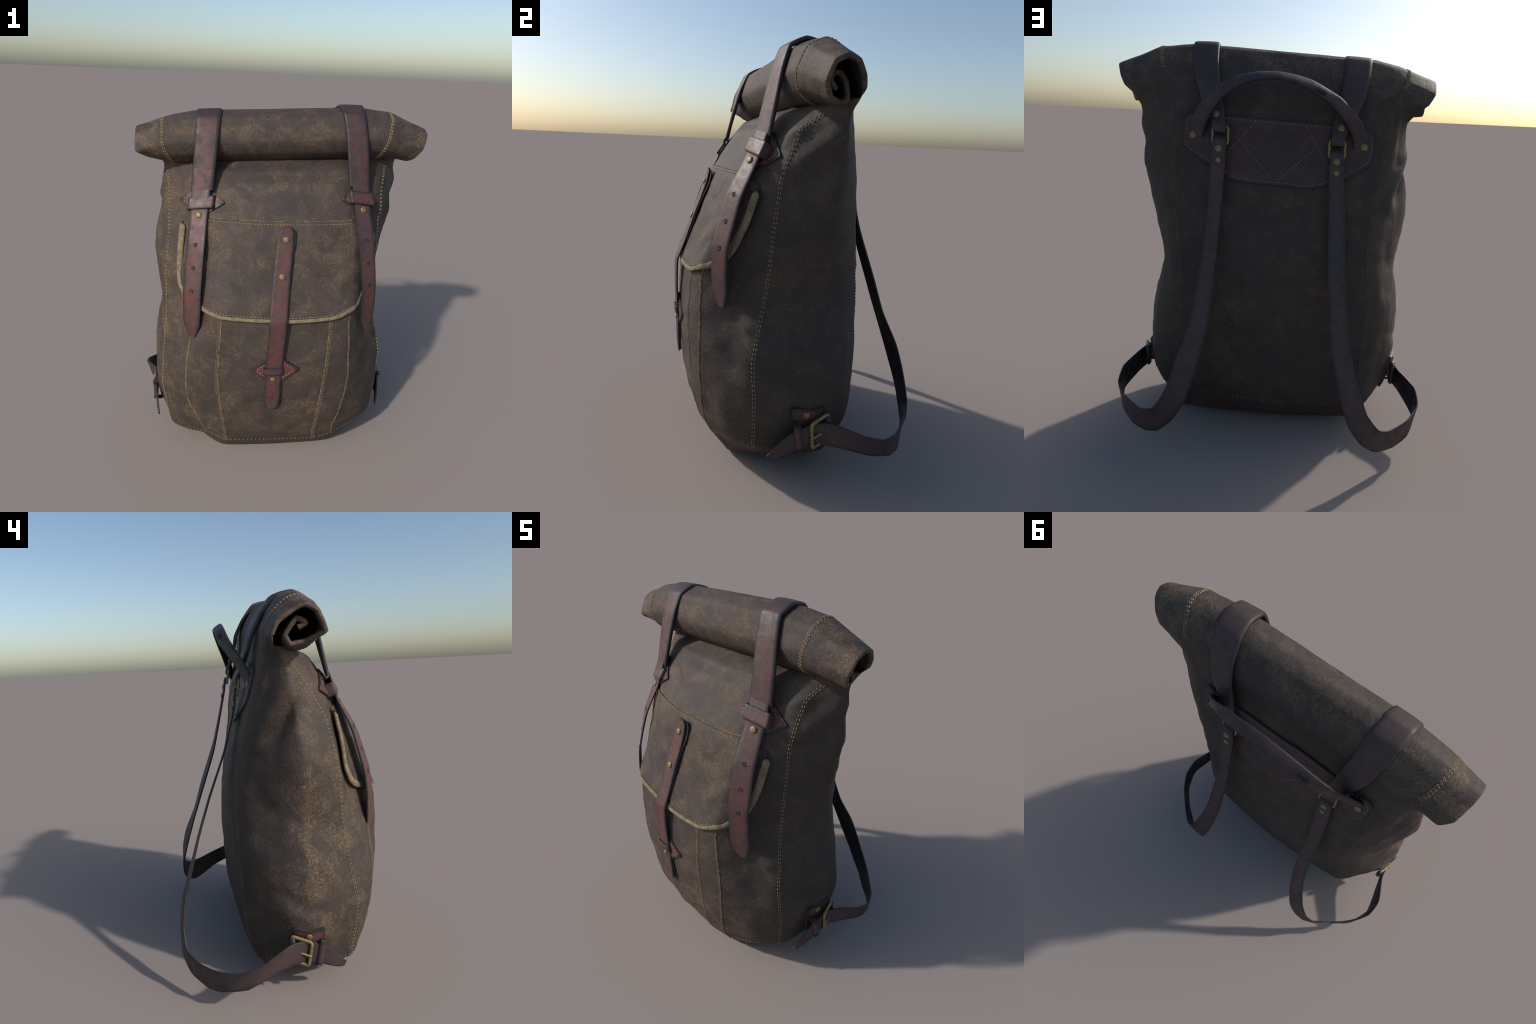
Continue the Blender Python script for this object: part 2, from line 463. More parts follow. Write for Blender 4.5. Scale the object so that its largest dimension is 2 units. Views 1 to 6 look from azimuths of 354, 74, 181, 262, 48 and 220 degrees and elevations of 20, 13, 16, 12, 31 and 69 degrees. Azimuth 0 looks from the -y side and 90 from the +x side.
# long folds: start, end, width, height
FOLDS = [((-.67, .03, 1.47), (-.66, .14, 1.26), .045, .026), ((-.68, -.01, 1.43), (-.66, .085, 1.28), .040, -.040),
         ((-.66, -.06, 1.50), (-.67, -.10, 1.38), .05, .008),
         ((-.69, .12, .56), (-.69, -.12, .42), .030, -.010), ((-.69, .08, .46), (-.68, -.14, .34), .06, .007),
         ((-.70, -.05, .75), (-.68, -.20, .62), .06, .008), 
         ((.66, -.01, 1.60), (.58, -.15, 1.45), .040, .016), ((.67, -.01, 1.50), (.60, -.14, 1.37), .05, -.022),
         ((.47, -.25, 1.57), (.59, -.09, 1.62), .03, .010), ((.50, -.38, .62), (.56, -.30, .50), .05, -.014),
         ((.47, -.40, .46), (.50, -.37, .28), .06, .014), ((.46, -.38, .84), (.52, -.30, .72), .05, -.012),
         ((-.30, -.26, 1.585), (.25, -.265, 1.60), .035, .010), ((-.25, -.20, 1.625), (.25, -.20, 1.64), .03, -.008),
         ((-.10, -.50, .16), (.12, -.52, .30), .035, .006), ((.05, -.54, .52), (.20, -.53, .40), .04, -.006),
         ((-.20, -.47, 1.12), (-.05, -.44, 1.24), .05, .006), ((.10, -.46, 1.15), (.28, -.44, 1.22), .05, .005),
         ((.52, .17, 1.20), (.60, .12, 1.10), .04, -.004),
         ((-.56, .14, 1.0), (-.62, .08, .9), .04, -.008), ((-.52, .19, .78), (-.62, .12, .72), .035, .006),
         ((-.52, .18, .55), (-.62, .12, .50), .03, -.006), ((-.50, .20, 1.25), (-.60, .09, 1.30), .035, -.006)]


def fold_height(p):
    a = 0.0
    for s, e, w, h in FOLDS:
        s, e, q = V(s), V(e), V(p)
        if abs(s.x) > .55 and abs(e.x) > .5:      # fold on a side panel: measure in the side plane
            if q.x * s.x < 0 or abs(q.x) < .45:
                continue
            s.x = e.x = q.x = 0
        elif s.y < -.1 and abs(s.x) < .42:        # fold on the front panel
            if q.y > -.05:
                continue
            s.y = e.y = q.y = 0
        d = e - s
        t = max(0.0, min(1.0, (q - s).dot(d) / d.length_squared))
        r2 = (q - s - d * t).length_squared / (w * w)
        if r2 < 6:
            a += h * math.exp(-r2) * (0.35 + 0.65 * math.sin(math.pi * (0.15 + 0.7 * t)))
    return a


def relief(p, is_roll):
    """Folds and rumples of the heavy cloth."""
    q = V((p.x * 3.0, p.y * 3.0, p.z * 2.2))
    a = noise.fractal(q + V((5, 1, 3)), 0.9, 2.1, 3) * 0.0042
    ridge = 1 - abs(noise.noise(V((p.x * 4 + p.z * 3, p.y * 5, p.z * 6)) + V((9, 2, 4))))
    a += (ridge ** 4) * 0.004
    a += noise.fractal(V((p.x * 9, p.y * 9, p.z * 13)) + V((1, 7, 2)), 0.8, 2.0, 3) * 0.0028
    # dents pressed into the sides
    for (cx, cy, cz, rr, dd) in ((.62, -.10, .95, .12, -.008), (.48, -.34, .56, .08, -.010), (.52, -.33, .36, .09, .010),
                                 (-.25, -.36, 1.45, .1, -.006)):
        d2 = ((p.x - cx) ** 2 + (p.y - cy) ** 2 + (p.z - cz) ** 2) / (rr * rr)
        if d2 < 6:
            a += dd * math.exp(-d2)
    return a * 0.55 if is_roll else a + fold_height(p)


for i in range(len(verts)):
    p = verts[i]
    k = 1.0
    if p.z < 0.06:
        k = 0.0
    elif p.z < 0.2:
        k = (p.z - 0.06) / 0.14
    verts[i] = p + nrm0[i] * relief(p, i >= roll_first) * k

NRM = vertex_normals(verts, faces)
BVH = BVHTree.FromPolygons(verts, faces)


def snap(p, off=0.0):
    loc, n, i, d = BVH.find_nearest(V(p))
    return loc + n * off, n


def cast(p, d, off=0.0):
    d = V(d).normalized()
    loc, n, i, dist = BVH.ray_cast(V(p) - d * 0.6, d)
    if loc is None:
        return snap(p, off)
    if n.dot(d) > 0:
        n = -n
    return loc + n * off, n


def submesh(name, tag, mats):
    fs = [f for f, t in zip(faces, tags) if t == tag]
    used = sorted({i for f in fs for i in f})
    mp = {i: k for k, i in enumerate(used)}
    me = mesh_of(name, [verts[i] for i in used], [tuple(mp[i] for i in f) for f in fs], mats)
    me.normals_split_custom_set_from_vertices([tuple(NRM[i]) for i in used])
    return me


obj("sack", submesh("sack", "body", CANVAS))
obj("base", submesh("base", "base", BASELEA))

# roll: outer sheet + inner sheet + rounded rims
TH = 0.024
rv, rf, rn, rm = [], [], [], []


def radd(p, n):
    rv.append(V(p)); rn.append(n)
    return len(rv) - 1


NRW, NRC = len(roll_idx), len(roll_idx[0])
outer = [[radd(verts[i], NRM[i]) for i in row] for row in roll_idx]
inner = [[radd(verts[i] - NRM[i] * TH * min(1.0, a / 6.0 + .02), -NRM[i]) for i in row] for a, row in enumerate(roll_idx)]
for a in range(NRW - 1):
    for b in range(NRC - 1):
        rf.append((outer[a][b], outer[a][b + 1], outer[a + 1][b + 1], outer[a + 1][b])); rm.append(0)
        rf.append((inner[a][b], inner[a + 1][b], inner[a + 1][b + 1], inner[a][b + 1])); rm.append(1)


def rim(loop, out):
    prev = None
    for k, (i, o) in enumerate(loop):
        p, n = verts[i], NRM[i]
        o = o * min(1.0, k / 6.0)
        prof = []
        for s in range(5):
            t = math.pi * s / 4
            prof.append(radd(p - n * TH * min(1.0, k / 6.0 + .02) * (0.5 - 0.5 * math.cos(t)) + o * TH * 0.45 * math.sin(t),
                             (n * math.cos(t) + o * math.sin(t)).normalized()))
        if prev:
            for s in range(4):
                q = (prev[s], prof[s], prof[s + 1], prev[s + 1])
                rf.append(q if out else q[::-1]); rm.append(0)
        prev = prof


rim([(roll_idx[a][0], V((1, 0, 0))) for a in range(NRW)], True)
rim([(roll_idx[a][-1], V((-1, 0, 0))) for a in range(NRW)], False)
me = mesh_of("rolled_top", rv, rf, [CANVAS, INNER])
me.polygons.foreach_set("material_index", rm)
me.normals_split_custom_set_from_vertices([tuple(n) for n in rn])
obj("rolled_top", me)


# --------------------------------------------------------- generic builders
SECTION = [(0.0, .25), (0.0, .75), (.035, .96), (.16, 1.0), (.5, 1.0), (.84, 1.0), (.965, .96), (1.0, .75), (1.0, .25),
           (.965, .04), (.84, 0.0), (.5, 0.0), (.16, 0.0), (.035, .04)]


def strap(name, L, R, t, mat, parent=None, n=40, flip=False, blend=0.55, sub=8, crown=0.0, dup=None):
    """Solid leather band between edge lines L and R (outer face), thickness t inward."""
    L = resample(spline(L, sub, blend), n) if dup is None else spline(L, dup, blend)
    R = resample(spline(R, sub, blend), n) if dup is None else spline(R, dup, blend)
    m = len(L)
    vs, fs = [], []
    for i in range(m):
        a, b = max(0, i - 1), min(m - 1, i + 1)
        T = (L[b] + R[b]) - (L[a] + R[a])
        W = R[i] - L[i]
        N = T.cross(W).normalized()
        if flip:
            N = -N
        for (s, h) in SECTION:
            c = crown * (1 - (2 * s - 1) ** 2)
            vs.append(L[i].lerp(R[i], s) + N * (t * (h - 1.0) + c))
    k = len(SECTION)
    mi = []
    for i in range(m - 1):
        for j in range(k):
            mi.append(0 if 0 <= j <= 7 else 1)
            f = (i * k + j, i * k + (j + 1) % k, (i + 1) * k + (j + 1) % k, (i + 1) * k + j)
            fs.append(f if flip else f[::-1])
    for base, rev in ((0, flip), ((m - 1) * k, not flip)):
        # end caps as strips between top and bottom half
        pairs = [(0, 1)] + [(13, 2), (12, 3), (11, 4), (10, 5), (9, 6), (8, 7)]
        for (a, b), (c, d) in zip(pairs[:-1], pairs[1:]):
            f = (base + a, base + b, base + d, base + c)
            fs.append(f if rev else f[::-1])
    me = mesh_of(name, vs, fs, [mat, STRAP_DARK], True, 50)
    me.polygons.foreach_set("material_index", mi + [1] * (len(fs) - len(mi)))
    return obj(name, me, parent)


def band(name, C, W, width, t, mat, parent=None, n=40, flip=False, blend=0.55, crown=0.0):
    """Strap given by a centre line, width vector directions and widths."""
    L = [V(c) - V(w).normalized() * (wd / 2) for c, w, wd in zip(C, W, width)]
    R = [V(c) + V(w).normalized() * (wd / 2) for c, w, wd in zip(C, W, width)]
    return strap(name, L, R, t, mat, parent, n, flip, blend, crown=crown)


def tube(name, pts, r, mat, parent=None, closed=False, seg=8, flat=None, frames=None, caps=True):
    vs, fs = tube_geo(pts, r, closed, seg, flat, frames, caps)
    return obj(name, mesh_of(name, vs, fs, mat, True), parent)


def tube_geo(pts, r, closed=False, seg=8, flat=None, frames=None, caps=True):
    pts = [V(p) for p in pts]
    m = len(pts)
    vs, fs = [], []
    up = None
    for i in range(m):
        a = pts[i - 1] if (closed or i > 0) else pts[i]
        b = pts[(i + 1) % m] if (closed or i < m - 1) else pts[i]
        T = (b - a).normalized()
        if frames:
            U = frames[i] - T * frames[i].dot(T)
        elif up is None:
            U = T.orthogonal()
        else:
            U = up - T * up.dot(T)
        U.normalize()
        up = U
        S = T.cross(U)
        rr = r[i] if isinstance(r, (list, tuple)) else r
        for s in range(seg):
            t = 2 * math.pi * s / seg
            ru = rr if flat is None else rr * flat
            vs.append(pts[i] + U * math.cos(t) * ru + S * math.sin(t) * rr)
    for i in range(m if closed else m - 1):
        j = (i + 1) % m
        for s in range(seg):
            fs.append((i * seg + s, i * seg + (s + 1) % seg, j * seg + (s + 1) % seg, j * seg + s))
    if not closed and caps:
        fs.append(tuple(range(seg))[::-1])
        fs.append(tuple((m - 1) * seg + s for s in range(seg)))
    return vs, fs


def stitches(name, lines, dash, gap, r, mat, parent=None, lift=0.0015, project=True, jitter=0.25, normals=None):
    """Rows of short thread stitches lying on the surface."""
    vs, fs = [], []
    for ln in lines:
        pts = [V(p) for p in ln]
        tot = length(pts)
        fine = resample(pts, max(4, int(tot / 0.004)))
        pos = 0.0
        step = tot / (len(fine) - 1)
        while pos + dash < tot:
            dl = dash * random.uniform(1 - jitter, 1 + jitter * 0.5)
            q = []
            for f in (0.0, 0.33, 0.67, 1.0):
                x = (pos + f * dl) / step
                i = min(len(fine) - 2, int(x))
                p = fine[i].lerp(fine[i + 1], x - i)
                if project:
                    p, nn = snap(p, lift * (0.2 if f in (0.0, 1.0) else 1.0))
                q.append(p)
            w = random.uniform(-0.12, 0.12) * r
            v2, f2 = tube_geo([p + V((w, w, 0)) for p in q], [r * .55, r, r, r * .55], seg=5)
            o = len(vs)
            vs += v2
            fs += [tuple(i + o for i in f) for f in f2]
            pos += dash + gap
    return obj(name, mesh_of(name, vs, fs, mat, True), parent, stuff=True)


def offset_line(pts, d):
    """Shift a line sideways within the cloth surface."""
    out = []
    for i, p in enumerate(pts):
        a, b = pts[max(0, i - 1)], pts[min(len(pts) - 1, i + 1)]
        q, n = snap(p)
        s = (b - a).cross(n).normalized()
        out.append(p + s * d)
    return out


def rivet_mesh(r=0.016):
    prof = [(r, 0.0), (r * 1.0, .0035), (r * .9, .0062), (r * .6, .0078), (r * .25, .0083)]
    vs, fs, k = [], [], 18
    for (q, h) in prof:
        vs += [V((q * math.cos(2 * math.pi * s / k), q * math.sin(2 * math.pi * s / k), h)) for s in range(k)]
    vs.append(V((0, 0, .0084)))
    for a in range(len(prof) - 1):
        for s in range(k):
            fs.append((a * k + s, a * k + (s + 1) % k, (a + 1) * k + (s + 1) % k, (a + 1) * k + s))
    b = (len(prof) - 1) * k
    fs += [(b + s, b + (s + 1) % k, len(vs) - 1) for s in range(k)]
    return mesh_of("rivet", vs, fs, BRASS, True, 60)


RIVET = rivet_mesh()


def place(mesh, name, p, n, parent, scale=1.0):
    o = obj(name, mesh, parent)
    o.rotation_mode = "QUATERNION"
    o.rotation_quaternion = V(n).normalized().to_track_quat("Z", "Y")
    o.location = V(p)
    o.scale = (scale, scale, scale)
    return o


def hole_mesh(r=0.0085):
    k, vs, fs = 16, [], []
    for (q, h) in ((r * 1.35, -.001), (r * 1.2, .0012), (r, .0014), (r * .82, .0004), (r * .5, .0002)):
        vs += [V((q * math.cos(2 * math.pi * s / k), q * math.sin(2 * math.pi * s / k), h)) for s in range(k)]
    vs.append(V((0, 0, .0002)))
    for a in range(4):
        for s in range(k):
            fs.append((a * k + s, a * k + (s + 1) % k, (a + 1) * k + (s + 1) % k, (a + 1) * k + s))
    fs += [(64 + s, 64 + (s + 1) % k, len(vs) - 1) for s in range(k)]
    me = mesh_of("punch_hole", vs, fs, [HOLE, HOLECORE], True)
    me.polygons.foreach_set("material_index", [0] * 48 + [1] * 32)
    return me


PUNCH = hole_mesh()


def leather_patch(name, outline, t, mat, castdir=None, parent=None, rings=10, edge_in=0.10, lift=0.0):
    """Leather piece cut to an outline, draped on the cloth, with a rounded cut edge."""
    out = [V(p) for p in outline]
    cen = sum(out, V((0, 0, 0))) / len(out)
    vs, fs = [], []
    k = len(out)
    prof = [(1.0, -0.004), (1.0, t * .7), (1 - edge_in * .12, t)] + [(1 - edge_in, t)] + \
           [((1 - edge_in) * (1 - (i + 1) / rings), t) for i in range(rings - 1)]

    def proj(q, h):
        if castdir:
            return cast(q, castdir, h + lift)[0]
        return snap(q, h + lift)[0]
    for (f, h) in prof:
        for p in out:
            vs.append(proj(cen.lerp(p, f), h))
    vs.append(proj(cen, t))
    for a in range(len(prof) - 1):
        for s in range(k):
            fs.append((a * k + s, a * k + (s + 1) % k, (a + 1) * k + (s + 1) % k, (a + 1) * k + s))
    b = (len(prof) - 1) * k
    fs += [(b + s, b + (s + 1) % k, len(vs) - 1) for s in range(k)]
    me = mesh_of(name, vs, fs, mat, True, 55)
    # orient outward
    f0 = me.polygons[len(me.polygons) // 2]
    _, n = (cast(f0.center, castdir) if castdir else snap(f0.center))
    if f0.normal.dot(n) < 0:
        me.flip_normals()
    return obj(name, me, parent)


def dense_outline(pts, step=0.012, blend=0.3):
    c = spline(pts, 12, blend, closed=True)
    c.append(c[0].copy())
    n = max(24, int(length(c) / step))
    return resample(c, n)[:-1]


def grid_point(u, z=None, v=None, normal=False):
    """Body surface point on fractional profile line u at height z."""
    c0 = int(math.floor(u * SUBU)) % NU
    w = u * SUBU - math.floor(u * SUBU)
    col = [GRID_D[r][c0].lerp(GRID_D[r][(c0 + 1) % NU], w) for r in range(NV)]
    if v is not None:
        i = min(NV - 2, int(v)); return col[i].lerp(col[i + 1], v - i)
    if normal:
        cn = [GRID_N[r][c0].lerp(GRID_N[r][(c0 + 1) % NU], w) for r in range(NV)]
    for r in range(SUBV, NV - 1):
        if normal and (col[r].z - z) * (col[r + 1].z - z) <= 0 and abs(col[r + 1].z - col[r].z) > 1e-9:
            return cn[r].lerp(cn[r + 1], (z - col[r].z) / (col[r + 1].z - col[r].z)).normalized()
        if (col[r].z - z) * (col[r + 1].z - z) <= 0 and abs(col[r + 1].z - col[r].z) > 1e-9:
            return col[r].lerp(col[r + 1], (z - col[r].z) / (col[r + 1].z - col[r].z))
    return col[-1]


GRID_D = [[verts[i] for i in row] for row in idx]
GRID_N = [[NRM[i] for i in row] for row in idx]


def seam_line(c, r0, r1):
    return [GRID_D[r][(c * SUBU) % NU] for r in range(int(r0 * SUBV), int(r1 * SUBV) + 1)]


def seam_welt(name, pts, w, mat, h=0.5):
    pts = resample(pts, max(8, int(length(pts) / 0.012)))
    fr, ps = [], []
    for p in pts:
        q, n = snap(p)
        ps.append(q); fr.append(n)
    return tube(name, ps, w, mat, None, False, 8, h, fr)


# ------------------------------------------------------------- seam stitching
sr, sl = seam_line(4, 1, 9.2), seam_line(12, 1, 9.2)
for s in (sr, sl):
    stitches("side_seam_stitching", [offset_line(s, -.0052), offset_line(s, .0052)], .0125, .0085, .0019, THREAD)
br, bl = seam_line(7, 1, 10), seam_line(9, 1, 10)
jr = 7 * SUBU - C_R
jl = 9 * SUBU - C_R
br = br + [verts[roll_idx[a][jr]] for a in range(1, 9)]
bl = bl + [verts[roll_idx[a][jl]] for a in range(1, 9)]
for j in (jr, jl):
    s = [verts[roll_idx[a][j]] for a in range(9, 54)]
    stitches("roll_seam_stitching", [offset_line(s, -.0058), offset_line(s, .0058)], .012, .005, .0020, THREAD)
    seam_welt("roll_seam", s, .0030, SEAMRUB, .5)
for s in (br, bl):
    stitches("back_seam_stitching", [offset_line(s, -.0062), offset_line(s, .0062)], .011, .006, .0015, DULLTHREAD)


for c, (r0, r1), side in ((1, (1, 5.3), 1), (2, (1, 5.3), 1), (14, (1, 5.4), -1), (15, (1, 5.3), -1)):
    s = seam_line(c, r0, r1)
    stitches("pocket_seam_stitching", [offset_line(s, .007 * side), offset_line(s, .0135 * side)] if c in (1, 15) else [offset_line(s, -.007 * side)],
             .0085, .0055, .0020, DULLTHREAD)
    seam_welt("pocket_seam", s, .0042, SEAMRUB, .55)
trim = [GRID_D[SUBV][c % NU] + V((0, 0, .012)) for c in range(0, NU + 1)]
stitches("base_stitching", [trim], .012, .012, .0014, DULLTHREAD)
stitches("base_stitching", [[p + V((0, 0, .012)) for p in trim]], .011, .013, .0012, DULLTHREAD)


# ------------------------------------------------------------------ pocket flap
FLAP_EDGE_R = [(0, .938), (.6, .942), (1.1, .951), (1.6, .967), (2.0, .988), (2.4, 1.018), (2.75, 1.075), (3.0, 1.170), (3.1, 1.275), (3.14, 1.345)]
FLAP_EDGE_L = [(0, .938), (1, .948), (1.6, .966), (2.0, .988), (2.5, 1.010), (2.85, 1.055), (3.02, 1.14), (3.1, 1.25), (3.14, 1.370)]


def flap_edge_line(n):
    pts = [(-u, z) for u, z in FLAP_EDGE_L[::-1]] + FLAP_EDGE_R[1:]
    # metric-ish units so the samples sit evenly along the edge
    c = spline([V((u * .19, z, 0)) for u, z in pts], 10, 0.9)
    return [(p.x / .19, p.y) for p in resample(c, n)]


def flap_point(i, v, normal=False):
    """i along the lower edge, v 0 top .. 1 bottom edge."""
    u, zb = EDGE[i]
    au = abs(u)
    zt = 1.418
    if au > 1.9:
        zt -= (0.060 if u > 0 else 0.034) * ((au - 1.9) / 1.24) ** 2
    return grid_point(u, zt + (min(zb, zt - .010) - zt) * v, None, normal)


FN, FM = 110, 36
EDGE = flap_edge_line(FN)
fv, ff, fnorm = [], [], []
base_pts = [[flap_point(i, j / FM) for i in range(FN + 1)] for j in range(FM + 1)]


FNRM = [[flap_point(i, j / FM, True) for i in range(FN + 1)] for j in range(FM + 1)]
for _ in range(6):
    FNRM = [[(FNRM[j][max(0, i - 2)] + FNRM[j][i] * 2 + FNRM[j][min(FN, i + 2)] + FNRM[max(0, j - 2)][i] + FNRM[min(FM, j + 2)][i]).normalized()
             for i in range(FN + 1)] for j in range(FM + 1)]


def flap_normal(j, i):
    return FNRM[j][i]


def flap_off(j, i):
    v, s = j / FM, abs(EDGE[i][0]) / 3.14
    e = max(0.0, (s - .55) / .45)
    return .006 + .014 * v ** 1.5 + .010 * e * min(1, v * 3 + .3) + .004 * noise.noise(V((i * .13, j * .12, 2.0)))


top = [[base_pts[j][i] + flap_normal(j, i) * flap_off(j, i) for i in range(FN + 1)] for j in range(FM + 1)]
bot = [[base_pts[j][i] + flap_normal(j, i) * (flap_off(j, i) - .010) for i in range(FN + 1)] for j in range(FM + 1)]
a_id = lambda j, i: j * (FN + 1) + i
off = (FN + 1) * (FM + 1)
fv = [p for row in top for p in row] + [p for row in bot for p in row]
for j in range(FM):
    for i in range(FN):
        ff.append((a_id(j, i), a_id(j + 1, i), a_id(j + 1, i + 1), a_id(j, i + 1)))
        ff.append((off + a_id(j, i), off + a_id(j, i + 1), off + a_id(j + 1, i + 1), off + a_id(j + 1, i)))
for i in range(FN):
    ff.append((a_id(FM, i), off + a_id(FM, i), off + a_id(FM, i + 1), a_id(FM, i + 1)))
    ff.append((a_id(0, i + 1), off + a_id(0, i + 1), off + a_id(0, i), a_id(0, i)))
for j in range(FM):
    ff.append((a_id(j, 0), off + a_id(j, 0), off + a_id(j + 1, 0), a_id(j + 1, 0)))
    ff.append((a_id(j + 1, FN), off + a_id(j + 1, FN), off + a_id(j, FN), a_id(j, FN)))
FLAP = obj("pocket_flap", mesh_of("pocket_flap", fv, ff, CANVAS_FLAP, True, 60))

edge = [(FM, i) for i in range(FN + 1)]
pp = [top[j][i] - flap_normal(j, i) * (.003 + .004 * min(1, max(0, abs(EDGE[i][0]) - 1.6))) for j, i in edge]
pf = [flap_normal(j, i) for j, i in edge]
rad = []
for j, i in edge:
    s = abs(EDGE[i][0]) / 3.14
    rad.append(.0110 if s < .5 else .0110 + .0080 * min(1, (s - .5) / .3))
rad[0] = rad[-1] = .008
tube("flap_piping", pp, rad, PIPING, FLAP, False, 12, .50, pf)
inn = [top[FM - 1][i] + flap_normal(FM - 1, i) * .0035 for i in range(30, FN - 29)]
stitches("piping_stitching", [[p + V((0, 0, .004)) for p in inn]], .012, .006, .0018, PALETHREAD, FLAP, project=False)
tl = [top[0][i] for i in range(FN + 1) if abs(EDGE[i][0]) < 1.95]
tr = [[top[0][i].lerp(top[1][i], f) + FNRM[1][i] * .0012 for i in range(FN + 1) if abs(EDGE[i][0]) < 1.95] for f in (.7,)]
stitches("flap_stitching", tr, .010, .0065, .0021, THREAD, FLAP, project=False)
seam_welt("flap_seam", [p + V((0, .004, .007)) for p in tl], .004, SEAMRUB, .6).parent = FLAP


# ------------------------------------------------------------- closing straps
def closing_strap(C, W, width, keeper, diamond, dia_c, rivet, holes, nflip):
    top = band("closing_strap", C, W, width, .013, RED, None, 120, nflip, 0.45)
    return top


def keeper_loop(name, tl, tr, bl, br, depth, t, mat, parent):
    """Short leather loop around a strap: corners of its outer face, bent back at both sides."""
    tl, tr, bl, br = V(tl), V(tr), V(bl), V(br)
    n = (tr - tl).cross(bl - tl).normalized()
    if n.y > 0:
        n = -n
    if abs(n.x) > .8:
        n = n if n.x * tl.x > 0 else -n
    e = (tr - tl).normalized() * .006
    up = [tl - n * depth - e * .2, tl - n * .008 - e * .2, tl + e, tl.lerp(tr, .5) + n * .002, tr - e, tr - n * .008 + e * .2, tr - n * depth + e * .2]
    dn = [bl - n * depth - e * .2, bl - n * .008 - e * .2, bl + e, bl.lerp(br, .5) + n * .002, br - e, br - n * .008 + e * .2, br - n * depth + e * .2]
    T = (up[4] - up[2]).cross(dn[3] - up[3])
    return strap(name, up, dn, t, mat, parent, 36, T.dot(n) < 0, 0.25)


def diamond_patch(name, L, R, h, parent, shear=0.0, cx=None):
    L, R = V(L), V(R)
    c = L.lerp(R, .5)
    upv = V((0, .35, .94)) if c.z > 1 else V((0, 0, 1))
    out = [L, c + upv * h + (R - L) * shear, R, c - upv * h + (R - L) * shear]
    poly = []
    for i in range(4):
        a, b = out[i], out[(i + 1) % 4]
        poly += [a.lerp(b, .06), a.lerp(b, .5), a.lerp(b, .94)]
    o = dense_outline(poly, .010, .25)
    p = leather_patch(name, o, .010, RED, None, parent, 7, .16)
    cen = sum(o, V((0, 0, 0))) / len(o)
    st = [snap(cen.lerp(q, .76), .0115)[0] for q in o]
    st.append(st[0])
    stitches("patch_stitching", [st], .011, .008, .0019, PALETHREAD, p, project=False)
    return p


# right-hand strap (wearer's side seen from the front)
CR = [(.274, .178, 1.562), (.275, .198, 1.572), (.280, .193, 1.605), (.297, .166, 1.651), (.322, .142, 1.72), (.343, .126, 1.80), (.362, .074, 1.895), (.370, .004, 1.982),
      (.378, -.078, 2.000), (.379, -.163, 1.961), (.394, -.200, 1.86), (.405, -.223, 1.76), (.419, -.259, 1.592)]
WR = [(1, -.1, .03)] * 7 + [(1, -.08, .02), (1, -.1, 0), (1, .06, -.03), (.98, .1, -.05), (.97, .16, -.08), (.96, .24, -.12)]
wR = [.061, .061, .066, .082, .102, .118, .124, .126, .126, .122, .122, .122, .122]
SR = band("closing_strap", CR, WR, wR, .020, STRAP, None, 110, False, .45, .0015)
CRt = [(.421, -.262, 1.60), (.428, -.285, 1.54), (.433, -.309, 1.477), (.448, -.381, 1.330), (.460, -.416, 1.213), (.470, -.444, 1.098),
       (.478, -.446, .98), (.481, -.441, .895), (.484, -.433, .832)]
WRt = [(.96, .24, -.12), (.96, .26, -.12), (.93, .34, -.08), (.90, .42, -.04), (.87, .48, 0), (.86, .50, 0), (.86, .50, 0), (.86, .50, 0), (.86, .50, 0)]
wRt = [.100, .100, .098, .106, .106, .104, .100, .092, .040]
TR = band("strap_tail", CRt, WRt, wRt, .011, RED, SR, 90, False, .45)
KR = keeper_loop("keeper", (.359, -.297, 1.580), (.492, -.258, 1.560), (.366, -.324, 1.517), (.502, -.290, 1.496), .045, .010, RED, SR)
DR = diamond_patch("keeper_patch", (.312, -.286, 1.527), (.545, -.200, 1.500), .098, SR)

# left-hand strap
CL = [(-.286, .184, 1.524), (-.286, .204, 1.534), (-.288, .199, 1.567), (-.301, .176, 1.612), (-.328, .154, 1.68), (-.350, .134, 1.755), (-.368, .084, 1.855), (-.378, .012, 1.938),
      (-.384, -.076, 1.958), (-.389, -.148, 1.921), (-.398, -.188, 1.83), (-.408, -.213, 1.73), (-.425, -.252, 1.555)]
WL = [(1, .1, .03)] * 7 + [(1, .03, .04), (1, 0, .05), (1, -.02, .05), (.98, -.06, .06), (.97, -.12, .09), (.96, -.20, .14)]
wL = [.061, .061, .066, .082, .102, .118, .126, .132, .134, .128, .124, .122, .120]
SL = band("closing_strap", CL, WL, wL, .020, STRAP, None, 110, False, .45, .0015)
CLt = [(-.428, -.255, 1.56), (-.434, -.275, 1.50), (-.441, -.293, 1.436), (-.456, -.366, 1.296), (-.468, -.401, 1.178), (-.477, -.430, 1.062),
       (-.479, -.442, .95), (-.4795, -.440, .87), (-.479, -.432, .794)]
WLt = [(.96, -.2, .14), (.96, -.24, .14), (.94, -.31, .1), (.89, -.45, .05), (.86, -.51, .02), (.84, -.54, 0), (.84, -.54, 0), (.84, -.54, 0), (.84, -.54, 0)]
wLt = [.100, .100, .096, .102, .107, .110, .107, .099, .044]
TL = band("strap_tail", CLt, WLt, wLt, .011, RED, SL, 90, False, .45)
KL = keeper_loop("keeper", (-.493, -.250, 1.521), (-.358, -.277, 1.541), (-.504, -.272, 1.458), (-.366, -.314, 1.482), .045, .010, RED, SL)
DL = diamond_patch("keeper_patch", (-.545, -.168, 1.487), (-.300, -.289, 1.501), .098, SL)


